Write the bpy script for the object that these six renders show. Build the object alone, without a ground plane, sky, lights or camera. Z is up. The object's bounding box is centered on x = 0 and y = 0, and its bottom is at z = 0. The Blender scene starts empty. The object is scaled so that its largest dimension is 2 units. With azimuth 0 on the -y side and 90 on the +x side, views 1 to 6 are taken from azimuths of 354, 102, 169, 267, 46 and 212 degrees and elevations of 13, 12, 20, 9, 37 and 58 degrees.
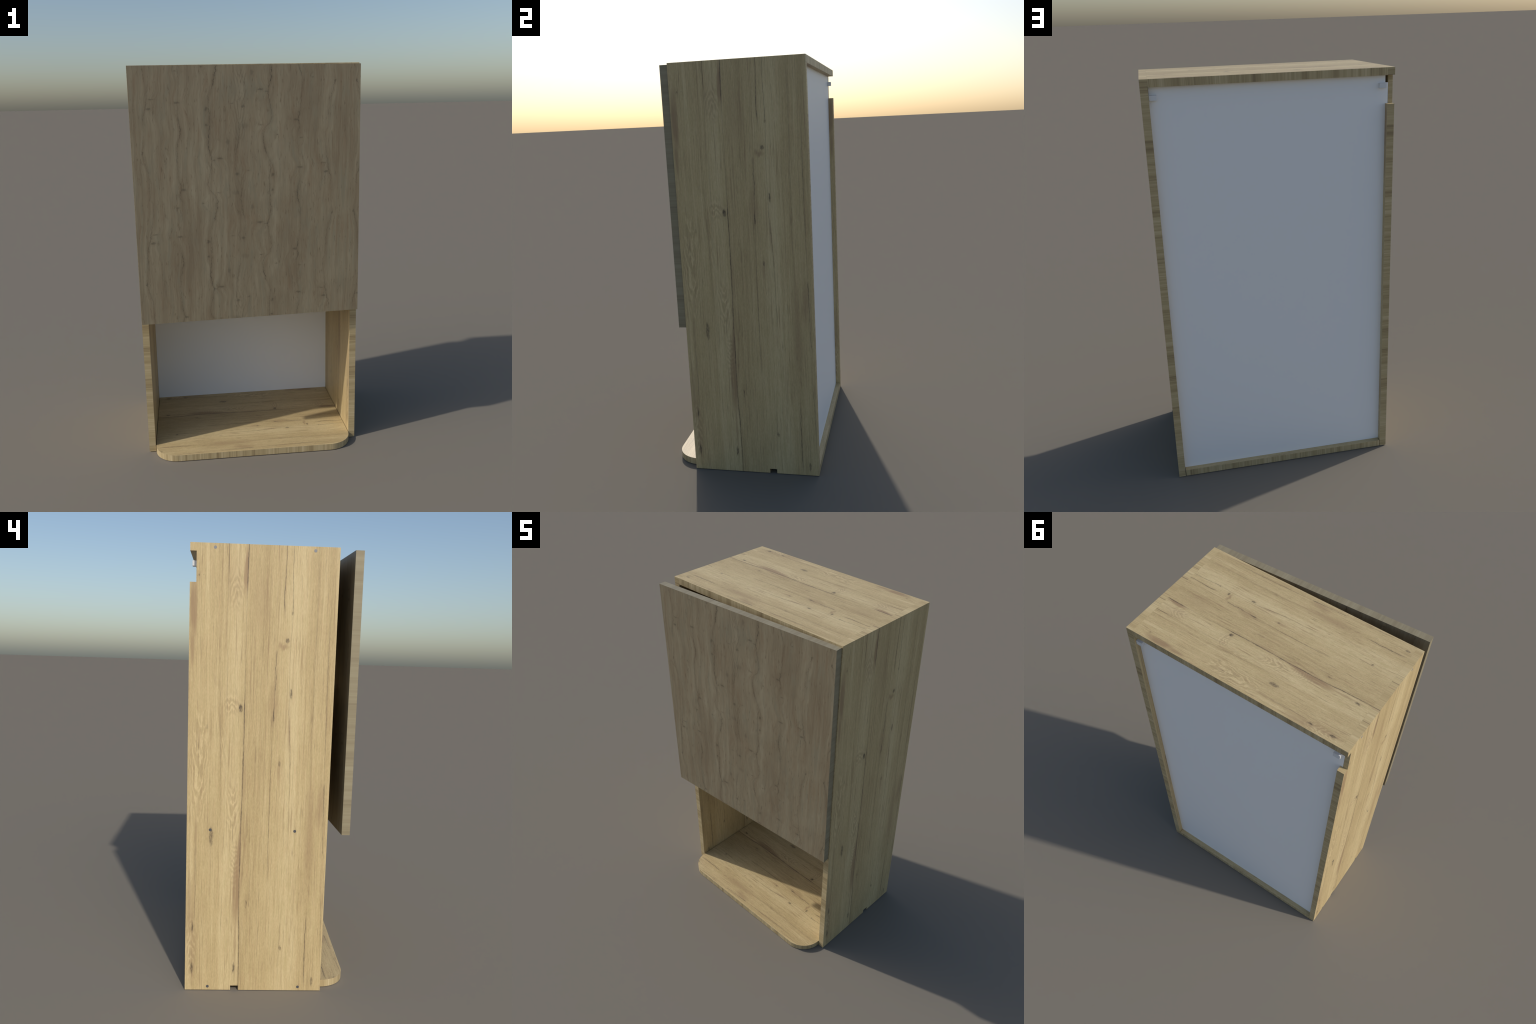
"""A tall wall cabinet of light oak board with an open compartment at the foot,
a greyer rustic-oak door standing slightly open, and a white back board."""
import bpy, bmesh, math
from mathutils import Vector, Matrix

# ------------------------------------------------------------------ sizes (m)
HALF_W = 0.5625            # half the outside width
BOARD = 0.034              # thickness of every oak board
INNER = HALF_W - BOARD     # half the clear width
FRONT, BACK = -0.254, 0.378
DEPTH = BACK - FRONT
HEIGHT = 2.0
BACKBOARD = (0.3440, 0.3508)
GROOVE = 0.0125
LEDGE_FRONT = -0.378       # the bottom board sticks out at the front
LEDGE_RADIUS = 0.124
LEDGE_HALF = 0.5258
SHELF_LEVELS, SHELF_FRONT = (0.750, 1.358), -0.232   # undersides of the two shelves
DOOR_W, DOOR_T, DOOR_Z = 1.1158, 0.0375, (0.7513, 1.9930)
DOOR_ANGLE = math.radians(3.47)
DOOR_CORNER = (-0.5537, -0.3585)   # front left lower corner in plan


def lin(r, g, b):
    def f(c):
        c /= 255.0
        return c / 12.92 if c <= 0.04045 else ((c + 0.055) / 1.055) ** 2.4
    return (f(r), f(g), f(b), 1.0)


# ------------------------------------------------------------------ node helper
class Nodes:
    """Writes node formulas as plain calls; every value is a socket or a number."""

    def __init__(self, tree):
        self.t = tree

    def new(self, kind, **props):
        n = self.t.nodes.new(kind)
        for k, v in props.items():
            setattr(n, k, v)
        return n

    def put(self, socket, value):
        if isinstance(value, bpy.types.NodeSocket):
            self.t.links.new(value, socket)
        elif value is not None:
            socket.default_value = value

    def m(self, op, a, b=None, c=None, clamp=False):
        n = self.new("ShaderNodeMath", operation=op, use_clamp=clamp)
        for s, v in zip(n.inputs, (a, b, c)):
            self.put(s, v)
        return n.outputs[0]

    def add(self, a, b): return self.m("ADD", a, b)
    def sub(self, a, b): return self.m("SUBTRACT", a, b)
    def mul(self, a, b): return self.m("MULTIPLY", a, b)
    def mad(self, a, b, c): return self.m("MULTIPLY_ADD", a, b, c)
    def big(self, a, b): return self.m("MAXIMUM", a, b)

    def vec(self, x=0.0, y=0.0, z=0.0):
        n = self.new("ShaderNodeCombineXYZ")
        for s, v in zip(n.inputs, (x, y, z)):
            self.put(s, v)
        return n.outputs[0]

    def xyz(self, v):
        n = self.new("ShaderNodeSeparateXYZ")
        self.put(n.inputs[0], v)
        return n.outputs

    def ramp01(self, x, lo, hi, to_lo=0.0, to_hi=1.0, smooth=True):
        n = self.new("ShaderNodeMapRange", interpolation_type="SMOOTHSTEP" if smooth else "LINEAR", clamp=True)
        for name, v in (("Value", x), ("From Min", lo), ("From Max", hi), ("To Min", to_lo), ("To Max", to_hi)):
            self.put(n.inputs[name], v)
        return n.outputs[0]

    def noise(self, v, detail=2.0, rough=0.5, distortion=0.0, scale=1.0):
        n = self.new("ShaderNodeTexNoise", noise_dimensions="3D")
        self.put(n.inputs["Vector"], v)
        self.put(n.inputs["Scale"], scale)
        self.put(n.inputs["Detail"], detail)
        self.put(n.inputs["Roughness"], rough)
        self.put(n.inputs["Distortion"], distortion)
        return n.outputs[0]

    def curve(self, x, points, angular=False):
        """A smooth curve through control points with x and y inside 0..1."""
        n = self.new("ShaderNodeFloatCurve")
        c = n.mapping.curves[0]
        for p, (a, b) in zip(c.points, (points[0], points[-1])):
            p.location = (a, b)
        for a, b in points[1:-1]:
            c.points.new(a, b)
        for p in c.points:
            p.handle_type = 'VECTOR' if angular else 'AUTO'
        n.mapping.update()
        self.put(n.inputs["Value"], x)
        return n.outputs[0]

    def colours(self, x, stops):
        n = self.new("ShaderNodeValToRGB")
        e = n.color_ramp.elements
        e[0].position, e[0].color = stops[0]
        e[1].position, e[1].color = stops[-1]
        for pos, col in stops[1:-1]:
            e.new(pos).color = col
        self.put(n.inputs[0], x)
        return n.outputs[0]

    def mix(self, f, a, b, blend="MIX"):
        n = self.new("ShaderNodeMix", data_type="RGBA", blend_type=blend)
        n.clamp_factor = True
        self.put(n.inputs[0], f)
        self.put(n.inputs[6], a)
        self.put(n.inputs[7], b)
        return n.outputs[2]

    def ellipse(self, u, v, cu, cv, ru, rv, soft=0.5):
        """1 inside an ellipse, falling smoothly to 0 at (1+soft) radii."""
        n = self.new("ShaderNodeGroup")
        n.node_tree = ellipse_group()
        for s, x in zip(n.inputs, (u, v, cu, cv, 1.0 / ru, 1.0 / rv, 1.0 + soft, max(0.0, 1.0 - soft))):
            self.put(s, x)
        return n.outputs[0]


def group(name, ins, outs):
    t = bpy.data.node_groups.new(name, "ShaderNodeTree")
    for n in ins:
        t.interface.new_socket(n, in_out="INPUT", socket_type="NodeSocketFloat")
    for n, kind in outs:
        t.interface.new_socket(n, in_out="OUTPUT", socket_type=kind)
    g = Nodes(t)
    gi, go = g.new("NodeGroupInput"), g.new("NodeGroupOutput")
    return t, g, gi.outputs, go.inputs


def ellipse_group():
    """One small shared group: keeps the big figures quick to build."""
    t = bpy.data.node_groups.get("soft_ellipse")
    if t is None:
        t, g, gi, go = group("soft_ellipse", ("U", "V", "Centre U", "Centre V", "Per U", "Per V", "Outer", "Inner"), (("Mask", "NodeSocketFloat"),))
        du = g.mul(g.sub(gi[0], gi[2]), gi[4])
        dv = g.mul(g.sub(gi[1], gi[3]), gi[5])
        d = g.m("SQRT", g.mad(du, du, g.mul(dv, dv)))
        g.put(go[0], g.ramp01(d, gi[6], gi[7], 0.0, 1.0))
    return t


# ------------------------------------------------------------------ light oak
PALE, MID, TAN = lin(216, 196, 150), lin(200, 178, 131), lin(175, 152, 108)
ROSY, OLIVE, BROWN, SPLIT = lin(202, 172, 128), lin(189, 170, 121), lin(148, 123, 93), lin(90, 76, 60)

# open joints and splits that run with the grain: (path u over v), (v, depth) of its strength, half width
OAK_SPLITS = (
    (((0, .390), (.11, .385), (.25, .386), (.39, .387), (.47, .387), (.56, .384), (.62, .380), (.69, .381), (.75, .379), (.80, .382), (.90, .390), (1, .390)),
     ((0, .8), (.06, .95), (.085, .45), (.13, .22), (.3, .35), (.36, 1), (.40, .75), (.48, .9), (.53, .7), (.58, .9), (.66, .6), (.69, .9), (.74, .7), (.79, .6), (.86, .9), (.9, .75), (1, .6)), .0032),
    (((0, .644), (.06, .642), (.116, .638), (.15, .643), (.221, .599), (.30, .595), (.36, .587), (.46, .582), (.6, .579), (.74, .580), (1, .58)),
     ((0, .55), (.06, .65), (.10, .95), (.14, .6), (.155, 0), (.21, 0), (.225, .8), (.29, .85), (.32, .35), (.36, 1), (.375, .2), (.45, .35), (.6, .5), (.72, .3), (.76, 0), (1, 0)), .0026),
    (((0, .692), (.08, .692), (.142, .698), (.215, .689), (.3, .691), (.36, .696), (.40, .706), (.46, .713), (.552, .717), (.63, .713), (.8, .69), (.89, .682), (1, .68)),
     ((0, .55), (.08, .5), (.13, .85), (.145, .3), (.3, .3), (.37, .4), (.41, .75), (.48, .65), (.55, .2), (.64, .12), (.7, .03), (.82, .12), (.88, .45), (.9, .15), (1, .08)), .0018),
    (((0, .955), (.156, .953), (.275, .953), (.425, .958), (.53, .964), (.618, .968), (.67, .970), (.723, .970), (.862, .984), (1, .985)),
     ((0, 0), (.15, .1), (.2, .45), (.3, .5), (.43, .35), (.5, .15), (.52, .95), (.55, .6), (.6, .55), (.66, .6), (.68, .1), (.75, .25), (.86, .4), (.9, 0), (1, 0)), .0028),
    (((0, .261), (.13, .256), (.27, .263), (.46, .255), (1, .25)), ((0, .16), (.2, .18), (.4, .12), (.5, .05), (1, 0)), .0030),
    (((0, .215), (.27, .218), (.46, .228), (.57, .238), (1, .24)), ((0, .03), (.25, .10), (.45, .25), (.57, .15), (.65, .03), (1, 0)), .0030),
    (((0, .877), (.8, .874), (.87, .872), (1, .877)), ((0, 0), (.79, 0), (.83, .5), (.88, .75), (.95, .65), (.985, .2), (1, 0)), .0030),
    (((0, .064), (.65, .064), (.84, .065), (1, .06)), ((0, 0), (.63, 0), (.68, .4), (.8, .4), (.85, 0), (1, 0)), .0022),
    (((0, .86), (.3, .862), (.45, .858), (1, .86)), ((0, .12), (.15, .18), (.33, .22), (.45, .12), (.55, .03), (1, 0)), .0045),
    (((0, .45), (.05, .452), (.3, .452), (1, .455)), ((0, 0), (.7, .05), (.74, .3), (.79, .45), (.8, 0), (1, 0)), .0024),
)
# knots: u, v, half width, half length, strength
OAK_KNOTS = (
    (.061, .066, .0055, .0032, .80), (.093, .066, .0028, .0016, .45), (.667, .196, .0130, .0048, .75),
    (.360, .343, .0120, .0085, .90), (.706, .308, .0055, .0110, .70), (.173, .632, .0125, .0200, .72),
    (.049, .946, .0100, .0125, .80), (.354, .945, .0070, .0120, .80), (.691, .896, .0055, .0050, .75),
    (.641, .464, .0060, .0055, .55), (.932, .977, .0095, .0105, .65), (.048, .848, .0060, .0110, .75),
    (.387, .374, .0045, .0090, .65), (.696, .138, .0038, .0050, .60), (.589, .362, .0050, .0085, .75),
    (.129, .385, .0090, .0050, .22), (.432, .790, .0030, .0090, .70),
)
# soft stains: u, v, half width, half length, strength
OAK_STAINS = (
    (.030, .130, .022, .060, .60), (.025, .215, .016, .035, .50), (.362, .755, .024, .080, .62),
    (.377, .050, .013, .045, .60), (.030, .800, .030, .060, .35), (.940, .560, .025, .050, .35),
    (.870, .620, .030, .110, .28), (.300, .080, .050, .050, .12), (.640, .209, .030, .006, .42),
    (.360, .870, .012, .050, .35), (.055, .900, .020, .060, .22), (.580, .330, .020, .040, .25),
    (.374, .690, .010, .090, .50), (.395, .500, .012, .050, .22), (.700, .400, .010, .035, .30), (.640, .480, .014, .025, .28), (.480, .120, .060, .060, .14),
)
# patches where the cut shows pale arched figure: u, v, half width, half length
OAK_ARCHES = ((.315, .090, .045, .040, -4.0, 300.0), (.080, .470, .060, .120, 7.0, 95.0), (.300, .335, .050, .022, -3.0, 380.0),
              (.320, .570, .040, .060, 5.0, 210.0), (.040, .890, .030, .070, -4.0, 260.0), (.345, .700, .028, .050, 2.0, 520.0), (.240, .435, .020, .040, -6.0, 140.0))


def make_oak():
    t, g, gi, go = group("oak_figure", ("Across", "Along"), (("Colour", "NodeSocketColor"), ("Relief", "NodeSocketFloat")))
    u, v = gi[0], gi[1]
    # the grain wanders a little
    wob = g.noise(g.vec(g.mul(u, 6.0), g.mul(v, 9.0), 3.1), 2.0)
    uw = g.mad(g.sub(wob, .5), .012, u)
    broad = g.noise(g.vec(g.mul(uw, 26.0), g.mul(v, 1.6), 1.7), 3.0, .6)
    fibre = g.noise(g.vec(g.mul(uw, 150.0), g.mul(v, 7.0), 5.3), 4.0, .65)
    hair = g.noise(g.vec(g.mul(uw, 460.0), g.mul(v, 48.0), 9.9), 3.0, .6)
    cloud = g.noise(g.vec(g.mul(u, 9.0), g.mul(v, 9.0), 7.7), 3.0, .55)
    # boards glued side by side, each of its own tone
    board = g.curve(uw, ((0, .50), (.10, .52), (.20, .44), (.27, .60), (.33, .66), (.378, .62), (.392, .40), (.45, .38), (.57, .40), (.60, .50),
                         (.64, .56), (.70, .66), (.80, .56), (.84, .46), (.90, .42), (.97, .46), (1, .62)))
    tone = g.mad(g.sub(broad, .5), .75, board)
    tone = g.mad(g.sub(fibre, .5), .62, tone)
    tone = g.mad(g.sub(hair, .5), .78, tone)
    mottle = g.noise(g.vec(g.mul(uw, 210.0), g.mul(v, 150.0), 61.3), 3.0, .65)
    tone = g.mad(g.sub(cloud, .5), .28, tone)
    tone = g.mad(g.sub(mottle, .5), .70, tone)
    col = g.colours(tone, ((.12, TAN), (.50, MID), (.88, PALE)))
    # rosy and olive flecks, and long grey-brown streaks
    hue = g.noise(g.vec(g.mul(uw, 170.0), g.mul(v, 22.0), 21.3), 3.0, .65)
    col = g.mix(g.ramp01(hue, .52, .72, 0, .50), col, ROSY)
    col = g.mix(g.ramp01(hue, .48, .30, 0, .65), col, OLIVE)
    patch = g.noise(g.vec(g.mul(u, 6.5), g.mul(v, 8.0), 83.1), 3.0, .6)
    streak = g.noise(g.vec(g.mul(uw, 90.0), g.mul(v, 5.5), 43.7), 4.0, .68)
    col = g.mix(g.mul(g.ramp01(streak, .50, .72, 0, .95), g.ramp01(patch, .36, .62, .25, 1.0)), col, lin(163, 137, 100))
    bleach = g.noise(g.vec(g.mul(uw, 55.0), g.mul(v, 4.0), 47.2), 3.0, .62)
    col = g.mix(g.ramp01(bleach, .58, .78, 0, .55), col, lin(219, 199, 154))
    # arched figure: stacked chevrons, pale crest and darker hollow
    crest, hollow = 0.0, 0.0
    ripple = g.noise(g.vec(g.mul(u, 34.0), g.mul(v, 26.0), 2.2), 3.0, .55)
    for cu, cv, ru, rv, steep, pitch in OAK_ARCHES:
        inside = g.ellipse(u, v, cu, cv, ru, rv, .55)
        off = g.mul(g.sub(u, cu), 1.0 / ru)
        wave = g.m("SINE", g.add(g.mad(v, pitch, g.mul(g.m("ABSOLUTE", off), steep)), g.mad(g.mul(off, off), steep * .8, g.mul(ripple, 17.0))))
        crest = g.big(crest, g.mul(inside, g.ramp01(wave, .45, 1.0)))
        hollow = g.big(hollow, g.mul(inside, g.ramp01(wave, .1, -.9)))
    col = g.mix(g.mul(crest, .58), col, lin(221, 199, 152))
    col = g.mix(g.mul(hollow, .26), col, BROWN)
    # stains, with a torn edge
    su = g.mad(g.sub(g.noise(g.vec(g.mul(u, 60.0), g.mul(v, 10.0), 4.4), 4.0, .65), .5), .050, u)
    sv = g.mad(g.sub(g.noise(g.vec(g.mul(u, 40.0), g.mul(v, 22.0), 8.2), 4.0, .65), .5), .030, v)
    stain = 0.0
    for cu, cv, ru, rv, k in OAK_STAINS:
        stain = g.big(stain, g.mul(g.ellipse(su, sv, cu, cv, ru, rv, .65), k))
    stain = g.m('MINIMUM', g.mul(stain, g.ramp01(fibre, .28, .60, .8, 1.7)), .9)
    col = g.mix(stain, col, lin(160, 132, 98))
    # fine pores and short dark dashes
    dash = g.noise(g.vec(g.mul(uw, 260.0), g.mul(v, 22.0), 33.4), 3.0, .62)
    col = g.mix(g.ramp01(dash, .57, .74, 0, .65), col, BROWN)
    wisp = g.noise(g.vec(g.mul(uw, 95.0), g.mul(v, 7.5), 51.6), 3.0, .62)
    col = g.mix(g.mul(g.ramp01(wisp, .615, .74, 0, .85), g.ramp01(patch, .42, .58, .15, 1.0)), col, lin(126, 104, 77))
    # splits along the joints
    jit = g.noise(g.vec(g.mul(u, 40.0), g.mul(v, 34.0), 14.0), 3.0, .65)
    ragged = g.ramp01(g.noise(g.vec(g.mul(u, 60.0), g.mul(v, 48.0), 17.0), 4.0, .72), .30, .60, .36, 1.12)
    dark, halo = 0.0, 0.0
    for path, depth, half in OAK_SPLITS:
        d = g.m("ABSOLUTE", g.sub(g.mad(g.sub(jit, .5), .013, u), g.curve(v, path)))
        s = g.curve(v, depth)
        dark = g.big(dark, g.mul(s, g.ramp01(d, half * 1.4, half * .25)))
        halo = g.big(halo, g.mul(s, g.ramp01(d, half * 4.0, 0.0)))
    dark = g.mul(dark, ragged)
    # knots
    ku = g.mad(g.sub(g.noise(g.vec(g.mul(u, 150.0), g.mul(v, 60.0), 6.3), 4.0, .7), .5), .026, u)
    kv = g.mad(g.sub(g.noise(g.vec(g.mul(u, 110.0), g.mul(v, 90.0), 16.3), 4.0, .7), .5), .015, v)
    knot = 0.0
    for cu, cv, ru, rv, s in OAK_KNOTS:
        knot = g.big(knot, g.mul(g.ellipse(ku, kv, cu, cv, ru, rv, .35), s))
        halo = g.big(halo, g.mul(g.ellipse(u, v, cu, cv, ru * 2.6, rv * 2.4, .9), s * .55))
    knot = g.mul(knot, g.ramp01(g.noise(g.vec(g.mul(u, 240.0), g.mul(v, 110.0), 26.4), 3.0, .7), .36, .58, .40, 1.15))
    col = g.mix(g.mul(halo, .34), col, BROWN)
    col = g.mix(g.m("MINIMUM", g.mul(g.big(dark, knot), .95), 1.0), col, SPLIT)
    g.put(go[0], col)
    g.put(go[1], g.sub(g.mad(fibre, .35, g.mul(hair, .3)), g.mul(g.big(dark, knot), .5)))
    return t


# ------------------------------------------------------------------ rustic oak of the door
TILE = 0.638          # the figure repeats after this length ...
MIRROR = 1.044        # ... and its mirror image, half a repeat lower, fills the right side
# wandering splits: (path s over t), (strength over t), half width
DOOR_LINES = (
    (((0, .104), (.06, .100), (.11, .090), (.18, .081), (.22, .065), (.27, .060), (.33, .058), (.40, .055), (.443, .064), (.49, .082), (.55, .086), (.62, .088), (.638, .104)),
     ((0, .45), (.10, .4), (.15, .75), (.2, .8), (.25, .6), (.33, .2), (.38, .3), (.42, .55), (.5, .4), (.56, .55), (.6, .35), (.638, .45)), .0020),
    (((0, .240), (.05, .240), (.10, .231), (.16, .226), (.225, .226), (.27, .233), (.30, .240), (.335, .232), (.376, .217), (.44, .216), (.52, .224), (.574, .238), (.61, .228), (.638, .240)),
     ((0, .2), (.1, .25), (.2, .35), (.26, .6), (.30, .9), (.33, .8), (.38, .6), (.44, .45), (.52, .5), (.575, .85), (.61, .75), (.638, .3)), .0022),
    (((0, .415), (.03, .412), (.06, .404), (.09, .396), (.14, .369), (.17, .371), (.22, .375), (.28, .375), (.33, .370), (.376, .366), (.41, .377), (.442, .386), (.478, .381), (.512, .370), (.556, .361), (.585, .372), (.612, .402), (.638, .415)),
     ((0, .7), (.04, 1), (.085, .95), (.11, .3), (.16, .55), (.22, .6), (.30, .75), (.36, .95), (.42, 1), (.45, .8), (.5, .5), (.56, .45), (.6, .5), (.638, .7)), .0024),
    (((0, .520), (.05, .536), (.09, .528), (.142, .525), (.165, .512), (.24, .515), (.308, .521), (.36, .513), (.395, .505), (.433, .495), (.492, .497), (.51, .506), (.56, .500), (.61, .512), (.638, .520)),
     ((0, .2), (.1, .2), (.16, .45), (.22, .15), (.3, .5), (.38, .65), (.43, .35), (.5, .55), (.55, .2), (.638, .2)), .0020),
)
# knots: s, t, half width, half length, strength
DOOR_KNOTS = (
    (.092, .194, .017, .006, .80), (.224, .169, .018, .006, .75), (.361, .200, .010, .010, .80), (.363, .275, .008, .007, .80),
    (.424, .433, .020, .005, .85), (.104, .151, .020, .0025, .65), (.055, .399, .005, .010, .95), (.541, .012, .024, .010, .55),
    (.463, .354, .012, .016, .55), (.508, .510, .013, .008, .75), (.246, .578, .014, .006, .75), (.340, .008, .008, .003, .90),
    (.168, .379, .004, .004, .60), (.418, .598, .011, .003, .75), (.483, .176, .010, .003, .55), (.220, .026, .012, .003, .55),
    (.395, .442, .012, .004, .60), (.500, .600, .030, .014, .35),
)
D_DARK, D_LOW, D_MID, D_HIGH = lin(106, 90, 67), lin(132, 116, 91), lin(148, 134, 107), lin(163, 151, 124)
D_GREY, D_SPLIT = lin(137, 130, 107), lin(60, 54, 45)


def make_door_oak():
    tr, g, gi, go = group("rustic_oak_figure", ("Across", "Along"), (("Colour", "NodeSocketColor"), ("Relief", "NodeSocketFloat")))
    s0, t0 = g.mad(gi[1], .018, gi[0]), gi[1]      # the figure leans slightly
    right = g.m("GREATER_THAN", s0, MIRROR / 2)
    s = g.m("PINGPONG", s0, MIRROR / 2)
    t = g.m("FLOORED_MODULO", g.mad(right, TILE / 2, t0), TILE)
    tn = g.mul(t, 1.0 / TILE)
    mean = [sum(b for _, b in p) / len(p) for p, _, _ in DOOR_LINES]
    paths = [g.curve(tn, [(a / TILE, c + .85 * (b - c)) for a, b in p], True) for (p, _, _), c in zip(DOOR_LINES, mean)]
    # grain lines run between the splits like water between banks
    flow, last = 0.0, 0.0
    calm = [g.mad(p, .32, .68 * sum(b for _, b in l[0]) / len(l[0])) for p, l in zip(paths, DOOR_LINES)]
    for p in calm[:3] + [MIRROR / 2]:
        flow = g.add(flow, g.ramp01(s, last, p, 0.0, 1.0, smooth=False))
        last = p
    near_t = lambda c: g.m('WRAP', g.sub(t, c), TILE / 2, -TILE / 2)
    swirl = 0.0
    for cu, cv, ru, rv, k in DOOR_KNOTS:
        swirl = g.add(swirl, g.mul(g.ellipse(s, near_t(cv), cu, 0.0, ru * 2.6, rv * 4.5 + .012, .95), .16 * k))
    drift = g.noise(g.vec(g.mul(s0, 7.0), g.mul(t0, 5.0), 2.0), 2.0)
    q = g.add(g.mad(g.sub(drift, .5), .30, flow), swirl)
    broad = g.noise(g.vec(g.mul(q, 4.2), g.mul(t0, 2.2), 1.37), 3.0, .6)
    fibre = g.noise(g.vec(g.mul(q, 26.0), g.mul(t0, 7.0), 5.41), 4.0, .64)
    hair = g.noise(g.vec(g.mul(q, 95.0), g.mul(t0, 34.0), 8.23), 3.0, .6)
    cloud = g.noise(g.vec(g.mul(s0, 5.0), g.mul(t0, 3.5), 6.77), 3.0, .55)
    tone = g.mad(g.sub(broad, .5), 1.15, .50)
    straight = g.noise(g.vec(g.mul(g.mad(drift, .02, s0), 210.0), g.mul(t0, 9.0), 71.9), 4.0, .66)
    tone = g.mad(g.sub(straight, .5), .85, tone)
    tone = g.mad(g.sub(fibre, .5), .45, tone)
    tone = g.mad(g.sub(hair, .5), .45, tone)
    tone = g.mad(g.sub(cloud, .5), .65, tone)
    col = g.colours(tone, ((.10, D_LOW), (.50, D_MID), (.90, D_HIGH)))
    hue = g.noise(g.vec(g.mul(q, 6.0), g.mul(t0, 6.0), 19.31), 4.0, .6)
    col = g.mix(g.ramp01(hue, .50, .72, 0, .60), col, D_GREY)
    col = g.mix(g.ramp01(hue, .48, .28, 0, .42), col, lin(140, 116, 88))
    band = g.noise(g.vec(g.mul(g.mad(g.sub(q, .5), .12, s0), 24.0), g.mul(t0, 1.6), 91.2), 3.0, .6)
    col = g.mix(g.ramp01(band, .50, .72, 0, .55), col, D_LOW)
    col = g.mix(g.ramp01(band, .48, .28, 0, .50), col, D_HIGH)
    fleck = g.noise(g.vec(g.mul(g.mad(drift, .03, s0), 120.0), g.mul(t0, 22.0), 77.7), 3.0, .65)
    col = g.mix(g.ramp01(fleck, .58, .74, 0, .60), col, D_DARK)
    # arched rings stacked along some of the splits and the middle
    patchy = g.ramp01(g.noise(g.vec(g.mul(s0, 5.0), g.mul(t0, 6.0), 12.6), 2.0), .44, .58)
    ripple = g.mul(g.noise(g.vec(g.mul(s0, 22.0), g.mul(t0, 14.0), 3.3), 3.0), 15.0)
    for centre, reach, lean, pitch in ((paths[0], .022, 1600.0, 330.0), (paths[2], .028, -1500.0, 290.0), (MIRROR / 2, .050, 420.0, 110.0), (paths[1], .020, -1700.0, 360.0)):
        off = g.m("ABSOLUTE", g.sub(s, centre))
        ring = g.m("SINE", g.add(g.mad(off, lean, ripple), g.mul(t0, pitch)))
        col = g.mix(g.mul(g.mul(g.ramp01(ring, .15, 1.0), g.mul(g.ramp01(off, reach, reach * .2), patchy)), .27), col, D_DARK)
    # darker pores
    dash = g.noise(g.vec(g.mul(q, 46.0), g.mul(t0, 16.0), 27.3), 3.0, .6)
    col = g.mix(g.ramp01(dash, .60, .78, 0, .50), col, D_DARK)
    jit = g.noise(g.vec(g.mul(s0, 24.0), g.mul(t0, 60.0), 14.2), 4.0, .65)
    ragged = g.ramp01(g.noise(g.vec(g.mul(s0, 22.0), g.mul(t0, 46.0), 11.4), 4.0, .75), .38, .60, .12, 1.1)
    dark, halo = 0.0, 0.0
    for (pp, depth, half), p in zip(DOOR_LINES, paths):
        d = g.m("ABSOLUTE", g.sub(g.mad(g.sub(jit, .5), .017, s), p))
        k = g.curve(tn, [(a / TILE, b) for a, b in depth])
        dark = g.big(dark, g.mul(g.m('POWER', k, 1.3), g.ramp01(d, half * .80, half * .15)))
        halo = g.big(halo, g.mul(k, g.ramp01(d, half * 6.0, 0.0)))
    dark = g.mul(dark, ragged)
    ku = g.mad(g.sub(g.noise(g.vec(g.mul(s0, 60.0), g.mul(t0, 60.0), 6.0), 3.0, .65), .5), .022, s)
    kv = g.mad(g.sub(g.noise(g.vec(g.mul(s0, 60.0), g.mul(t0, 60.0), 16.4), 3.0, .65), .5), .014, 0.0)
    knot = 0.0
    for cu, cv, ru, rv, k in DOOR_KNOTS:
        knot = g.big(knot, g.mul(g.ellipse(ku, g.add(kv, near_t(cv)), cu, 0.0, ru * .60, rv * .75, .6), k))
        halo = g.big(halo, g.mul(g.ellipse(ku, g.add(kv, near_t(cv)), cu, 0.0, ru * 1.2, rv * 1.8, .9), k * .7))
    col = g.mix(g.mul(halo, .34), col, D_DARK)
    col = g.mix(g.m("MINIMUM", g.mul(dark, .92), 1.0), col, D_SPLIT)
    col = g.mix(g.mul(knot, .50), col, D_SPLIT)
    g.put(go[0], col)
    g.put(go[1], g.sub(g.mad(fibre, .35, g.mul(hair, .3)), g.mul(dark, .6)))
    return tr


OAK, DOOR_OAK = make_oak(), make_door_oak()


def finish(g, colour, relief=None, rough=.5, bump=.0006, metallic=0.0, strength=.25):
    b = g.new("ShaderNodeBsdfPrincipled")
    g.put(b.inputs["Base Color"], colour)
    g.put(b.inputs["Roughness"], rough)
    g.put(b.inputs["Metallic"], metallic)
    if relief is not None:
        n = g.new("ShaderNodeBump")
        g.put(n.inputs["Height"], relief)
        g.put(n.inputs["Distance"], bump)
        g.put(n.inputs["Strength"], strength)
        g.put(b.inputs["Normal"], n.outputs[0])
    o = g.new("ShaderNodeOutputMaterial")
    g.put(o.inputs[0], b.outputs[0])


def material(name):
    m = bpy.data.materials.new(name)
    m.use_nodes = True
    m.node_tree.nodes.clear()
    g = Nodes(m.node_tree)
    return m, g, g.xyz(g.new("ShaderNodeTexCoord").outputs["Object"])


def face_material(name, across, along, figure=OAK):
    """Board face: across and along are (axis, offset, scale) giving the figure's coordinates."""
    m, g, p = material(name)
    a = g.mad(p[across[0]], across[2], across[1])
    b = g.mad(p[along[0]], along[2], along[1])
    n = g.new("ShaderNodeGroup", node_tree=figure)
    g.put(n.inputs[0], a)
    g.put(n.inputs[1], b)
    finish(g, n.outputs[0], n.outputs[1])
    return m


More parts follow.
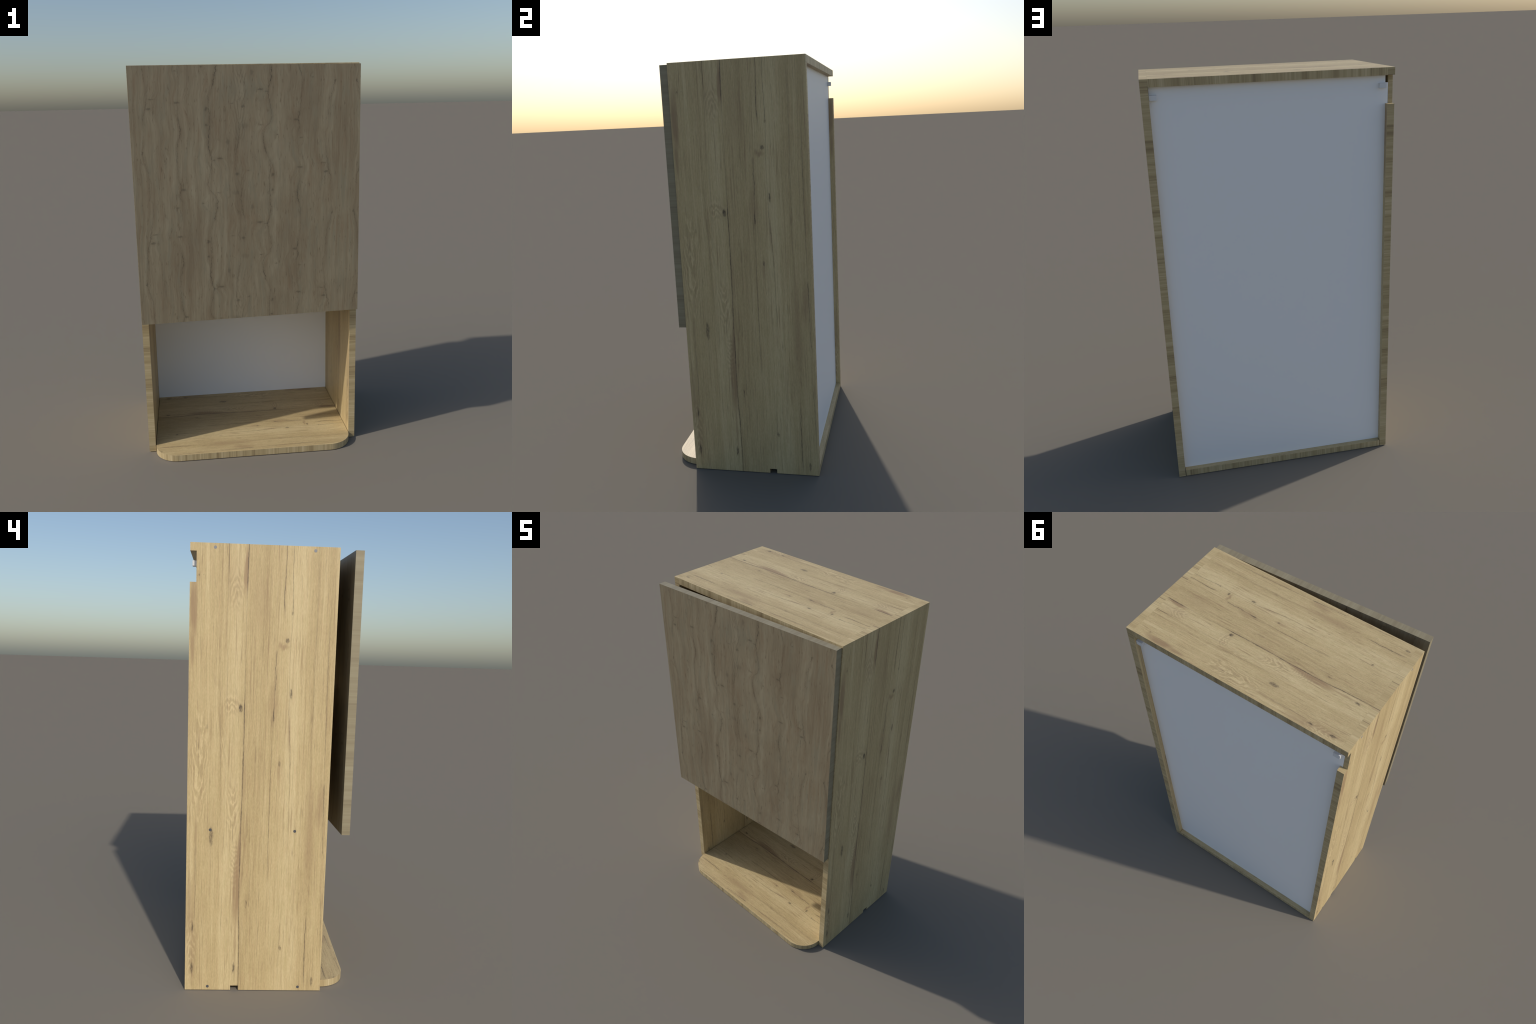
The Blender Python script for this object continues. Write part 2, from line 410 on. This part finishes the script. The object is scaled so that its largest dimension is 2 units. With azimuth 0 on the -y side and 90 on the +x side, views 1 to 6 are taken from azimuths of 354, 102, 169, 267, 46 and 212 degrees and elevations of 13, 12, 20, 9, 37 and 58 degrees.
def end_material(name, across):
    """Upper end of a side board: the face's figure at its end, drawn out through the thickness."""
    m, g, p = material(name)
    n = g.new("ShaderNodeGroup", node_tree=OAK)
    g.put(n.inputs[0], g.mad(p[across[0]], across[2], across[1]))
    g.put(n.inputs[1], .004)
    finish(g, n.outputs[0])
    return m


def banding_material(name, axes, stops, coarse=26.0, seed=0.0):
    """Edge band: short stripes straight through the board's thickness."""
    m, g, p = material(name)
    v = g.vec(*[p[i] if i in axes else seed for i in range(3)])
    a = g.noise(v, 3.0, .62, 0.0, coarse)
    b = g.noise(v, 3.0, .6, 0.0, coarse * 6.5)
    c = g.noise(v, 2.0, .5, 0.0, coarse * .28)
    x = g.mad(g.sub(b, .5), .95, g.mad(g.sub(c, .5), .30, g.mad(g.sub(a, .5), 1.25, .5)))
    col = g.colours(x, stops)
    finish(g, col, None, .5)
    return m


OAK_BAND = ((.14, lin(138, 118, 86)), (.34, lin(170, 149, 109)), (.54, lin(189, 169, 127)), (.82, lin(210, 191, 151)))
DOOR_BAND = ((.15, lin(133, 121, 96)), (.5, lin(147, 136, 109)), (.85, lin(158, 148, 121)))


def plain_material(name, colour, rough=.5, metallic=0.0, mottling=.02):
    m, g, p = material(name)
    n = g.noise(g.vec(p[0], p[1], p[2]), 2.0, .5, 0.0, 90.0)
    k = tuple(c * (1 - mottling) for c in colour[:3]) + (1.0,)
    finish(g, g.mix(n, k, colour), None, rough, metallic=metallic)
    return m


# the two side boards are cut from the same figure, turned end for end: left runs back to front, right front to back
FIGURE_LEFT, FIGURE_RIGHT = (1, BACK / DEPTH, -1 / DEPTH), (1, -FRONT / DEPTH, 1 / DEPTH)
M_SIDE = {-1: face_material("light_oak_left", FIGURE_LEFT, (2, 1.0, -1 / HEIGHT)),
          1: face_material("light_oak_right", FIGURE_RIGHT, (2, 1.0, -1 / HEIGHT))}
M_SIDE_END = {-1: end_material("light_oak_left_end", FIGURE_LEFT), 1: end_material("light_oak_right_end", FIGURE_RIGHT)}
M_TOP = face_material("light_oak_top", (1, BACK / DEPTH, -1 / DEPTH), (0, .5, -.5 / INNER))
LD = BACKBOARD[1] - LEDGE_FRONT
M_BOTTOM = face_material("light_oak_bottom", (1, BACKBOARD[1] / LD, -1 / LD), (0, .5, -.5 / LEDGE_HALF))
M_BAND_UP = banding_material("light_oak_band_upright", (2,), OAK_BAND, 42.0, .3)
M_BAND_FLAT = banding_material("light_oak_band_flat", (0,), OAK_BAND, 42.0, .7)
M_BAND_ROUND = banding_material("light_oak_band_round", (0, 1), OAK_BAND, 42.0, .5)
M_DOOR = face_material("rustic_oak_door", (0, 0.0, 1.0), (2, DOOR_Z[1] - DOOR_Z[0], -1.0), DOOR_OAK)
M_DOOR_BAND_UP = banding_material("rustic_oak_band_upright", (2,), DOOR_BAND, 22.0, .2)
M_DOOR_BAND_FLAT = banding_material("rustic_oak_band_flat", (0,), DOOR_BAND, 22.0, .9)
M_WHITE = plain_material("white_board", lin(252, 252, 252), .5, 0.0, .006)
M_BRACKET = plain_material("white_bracket", lin(228, 228, 228), .45)
M_SCREW = plain_material("grey_steel", lin(82, 82, 84), .5)
M_SCREW_PALE = plain_material("pale_grey_screw", lin(140, 140, 142), .5)

# ------------------------------------------------------------------ geometry helpers
scene = bpy.context.scene


def add_object(name, mesh, parent=None, kind=None):
    o = bpy.data.objects.new(name, mesh)
    scene.collection.objects.link(o)
    o.parent = parent
    return o


def mesh_of(bm, name, mats):
    bmesh.ops.recalc_face_normals(bm, faces=bm.faces)
    me = bpy.data.meshes.new(name)
    bm.to_mesh(me)
    bm.free()
    for m in mats:
        me.materials.append(m)
    return me


def prism(outline, axis, lo, hi):
    """Extrude a plan outline (2D points) along an axis: 0, 1 or 2."""
    def place(p, h):
        return ((h, p[0], p[1]), (p[0], h, p[1]), (p[0], p[1], h))[axis]
    bm = bmesh.new()
    a = [bm.verts.new(place(p, lo)) for p in outline]
    b = [bm.verts.new(place(p, hi)) for p in outline]
    bm.faces.new(a)
    bm.faces.new(b)
    for i in range(len(a)):
        j = (i + 1) % len(a)
        bm.faces.new((a[i], a[j], b[j], b[i]))
    bmesh.ops.recalc_face_normals(bm, faces=bm.faces)
    return bm


def box(x, y, z):
    return prism(((x[0], y[0]), (x[1], y[0]), (x[1], y[1]), (x[0], y[1])), 2, *z)


def cut(bm, cutters):
    """Subtract boxes from a board."""
    me = bpy.data.meshes.new("work")
    bm.to_mesh(me)
    bm.free()
    o = add_object("work", me)
    tools = []
    for c in cutters:
        cm = bpy.data.meshes.new("tool")
        c.to_mesh(cm)
        c.free()
        t = add_object("tool", cm)
        tools.append(t)
        mod = o.modifiers.new("cut", "BOOLEAN")
        mod.operation, mod.solver, mod.object = "DIFFERENCE", "EXACT", t
    dg = bpy.context.evaluated_depsgraph_get()
    out = bmesh.new()
    out.from_mesh(o.evaluated_get(dg).to_mesh())
    for t in tools + [o]:
        bpy.data.objects.remove(t, do_unlink=True)
    return out


def by_normal(me, rule):
    for p in me.polygons:
        p.material_index = rule(p.normal, p.center)


# ------------------------------------------------------------------ the cabinet
cabinet = bpy.data.objects.new("cabinet", None)
cabinet.empty_display_size = 0.2
scene.collection.objects.link(cabinet)
cabinet["label"] = "tall light oak cabinet with ajar greyish door and open foot compartment"
cabinet["category"] = "cabinet"


def side_board(sign):
    x = sorted((sign * INNER, sign * HALF_W))
    bm = box(x, (FRONT, BACK), (0.0, HEIGHT))
    gx = sorted((sign * (INNER - .01), sign * (INNER + GROOVE)))
    cuts = [box(gx, BACKBOARD, (-.01, 1.97)),                                  # groove for the back board
            box((x[0] - .01, x[1] + .01), (.1310, .1672), (-.01, .0222))]      # cable notch
    if sign < 0:
        cuts.append(box((x[0] - .01, x[1] + .01), (BACKBOARD[1], BACK + .01), (1.8395, 1.9662)))   # finger notch at the back
        cuts.append(box((-INNER - GROOVE, -INNER + .01), (.24, .3475), (1.932, 1.9635)))               # deep pocket modelled to darken the black patch beside the bracket
    bm = cut(bm, cuts)
    me = mesh_of(bm, "side_panel", (M_SIDE[sign], M_BAND_UP, M_SIDE_END[sign]))

    def rule(n, c):
        if abs(n.z) > .5:
            return 2
        return 1 if abs(n.y) > .5 else 0
    by_normal(me, rule)
    return add_object("side_panel", me, cabinet)


left_side, right_side = side_board(-1), side_board(1)

# top board between the sides
me = mesh_of(box((-INNER + .0002, INNER - .0002), (FRONT, BACK), (HEIGHT - BOARD, HEIGHT)), "top_panel", (M_TOP, M_BAND_FLAT))
by_normal(me, lambda n, c: 0 if abs(n.z) > .5 else 1)
add_object("top_panel", me, cabinet)

# bottom board: a rounded ledge in front
outline = [(LEDGE_HALF, BACK), (-LEDGE_HALF, BACK)]
for cx, a0 in ((-LEDGE_HALF + LEDGE_RADIUS, math.pi), (LEDGE_HALF - LEDGE_RADIUS, 1.5 * math.pi)):
    for i in range(33):
        a = a0 + i / 32 * math.pi / 2
        outline.append((cx + LEDGE_RADIUS * math.cos(a), LEDGE_FRONT + LEDGE_RADIUS + LEDGE_RADIUS * math.sin(a)))
me = mesh_of(prism(outline, 2, 0.0004, BOARD), "bottom_panel", (M_BOTTOM, M_BAND_ROUND))
by_normal(me, lambda n, c: 0 if abs(n.z) > .5 else 1)
bottom = add_object("bottom_panel", me, cabinet)
for p in me.polygons:
    p.use_smooth = abs(p.normal.z) < .5
me.set_sharp_from_angle(angle=math.radians(30))

# shelves: one over the open compartment, one behind the door
me = mesh_of(box((-INNER + .0002, INNER - .0002), (SHELF_FRONT, BACKBOARD[0] - .0005), (0, BOARD)), "shelf", (M_TOP, M_BAND_FLAT))
by_normal(me, lambda n, c: 0 if abs(n.z) > .5 else 1)
for z in SHELF_LEVELS:
    add_object("shelf", me, cabinet).location.z = z

# white back board in its grooves, upper corners notched for the hanging brackets
bx = INNER + GROOVE - .0008
nx, nz, top = INNER - .001, 1.932, HEIGHT - BOARD + .004
outline = [(-bx, .012), (bx, .012), (bx, nz), (nx, nz), (nx, top), (-nx, top), (-nx, nz), (-bx, nz)]
me = mesh_of(prism(outline, 1, BACKBOARD[0] + .0002, BACKBOARD[1] - .0002), "back_panel", (M_WHITE,))
add_object("back_panel", me, cabinet)

# hanging brackets behind the back board
for sign in (-1, 1):
    x = sorted((sign * .4950, sign * .5280))
    me = mesh_of(box(x, (BACKBOARD[1] - .0004, .3700), (1.9095, 1.9315)), "hanging_bracket", (M_BRACKET,))
    o = add_object("hanging_bracket", me, cabinet)
    b = o.modifiers.new("edge", "BEVEL")
    b.width, b.segments = .0008, 2

# screws in the left side board
bm = bmesh.new()
bmesh.ops.create_cone(bm, cap_ends=True, segments=32, radius1=.0066, radius2=.0066, depth=.012,
                      matrix=Matrix.Rotation(math.pi / 2, 4, "Y"))
screw_mesh = mesh_of(bm, "screw", (M_SCREW,))
pale_screw_mesh = screw_mesh.copy()
pale_screw_mesh.materials[0] = M_SCREW_PALE
for name, data, y, z in (("screw", screw_mesh, .273, .0172), ("screw", screw_mesh, -.1487, .0172), ("screw", screw_mesh, .273, .767),
                         ("screw", screw_mesh, -.1066, .767), ("pale_screw", pale_screw_mesh, .273, 1.983), ("pale_screw", pale_screw_mesh, -.1487, 1.983)):
    o = add_object(name, data, left_side)
    o.location = (-HALF_W + .0055, y, z)

# the door, hinged on the right and a little open
me = mesh_of(box((0, DOOR_W), (0, DOOR_T), (0, DOOR_Z[1] - DOOR_Z[0])), "door", (M_DOOR, M_DOOR_BAND_UP, M_DOOR_BAND_FLAT))
by_normal(me, lambda n, c: 2 if abs(n.z) > .5 else (1 if abs(n.x) > .5 else 0))
door = add_object("door", me, cabinet)
door.location = (DOOR_CORNER[0], DOOR_CORNER[1], DOOR_Z[0])
door.rotation_euler = (0, 0, DOOR_ANGLE)
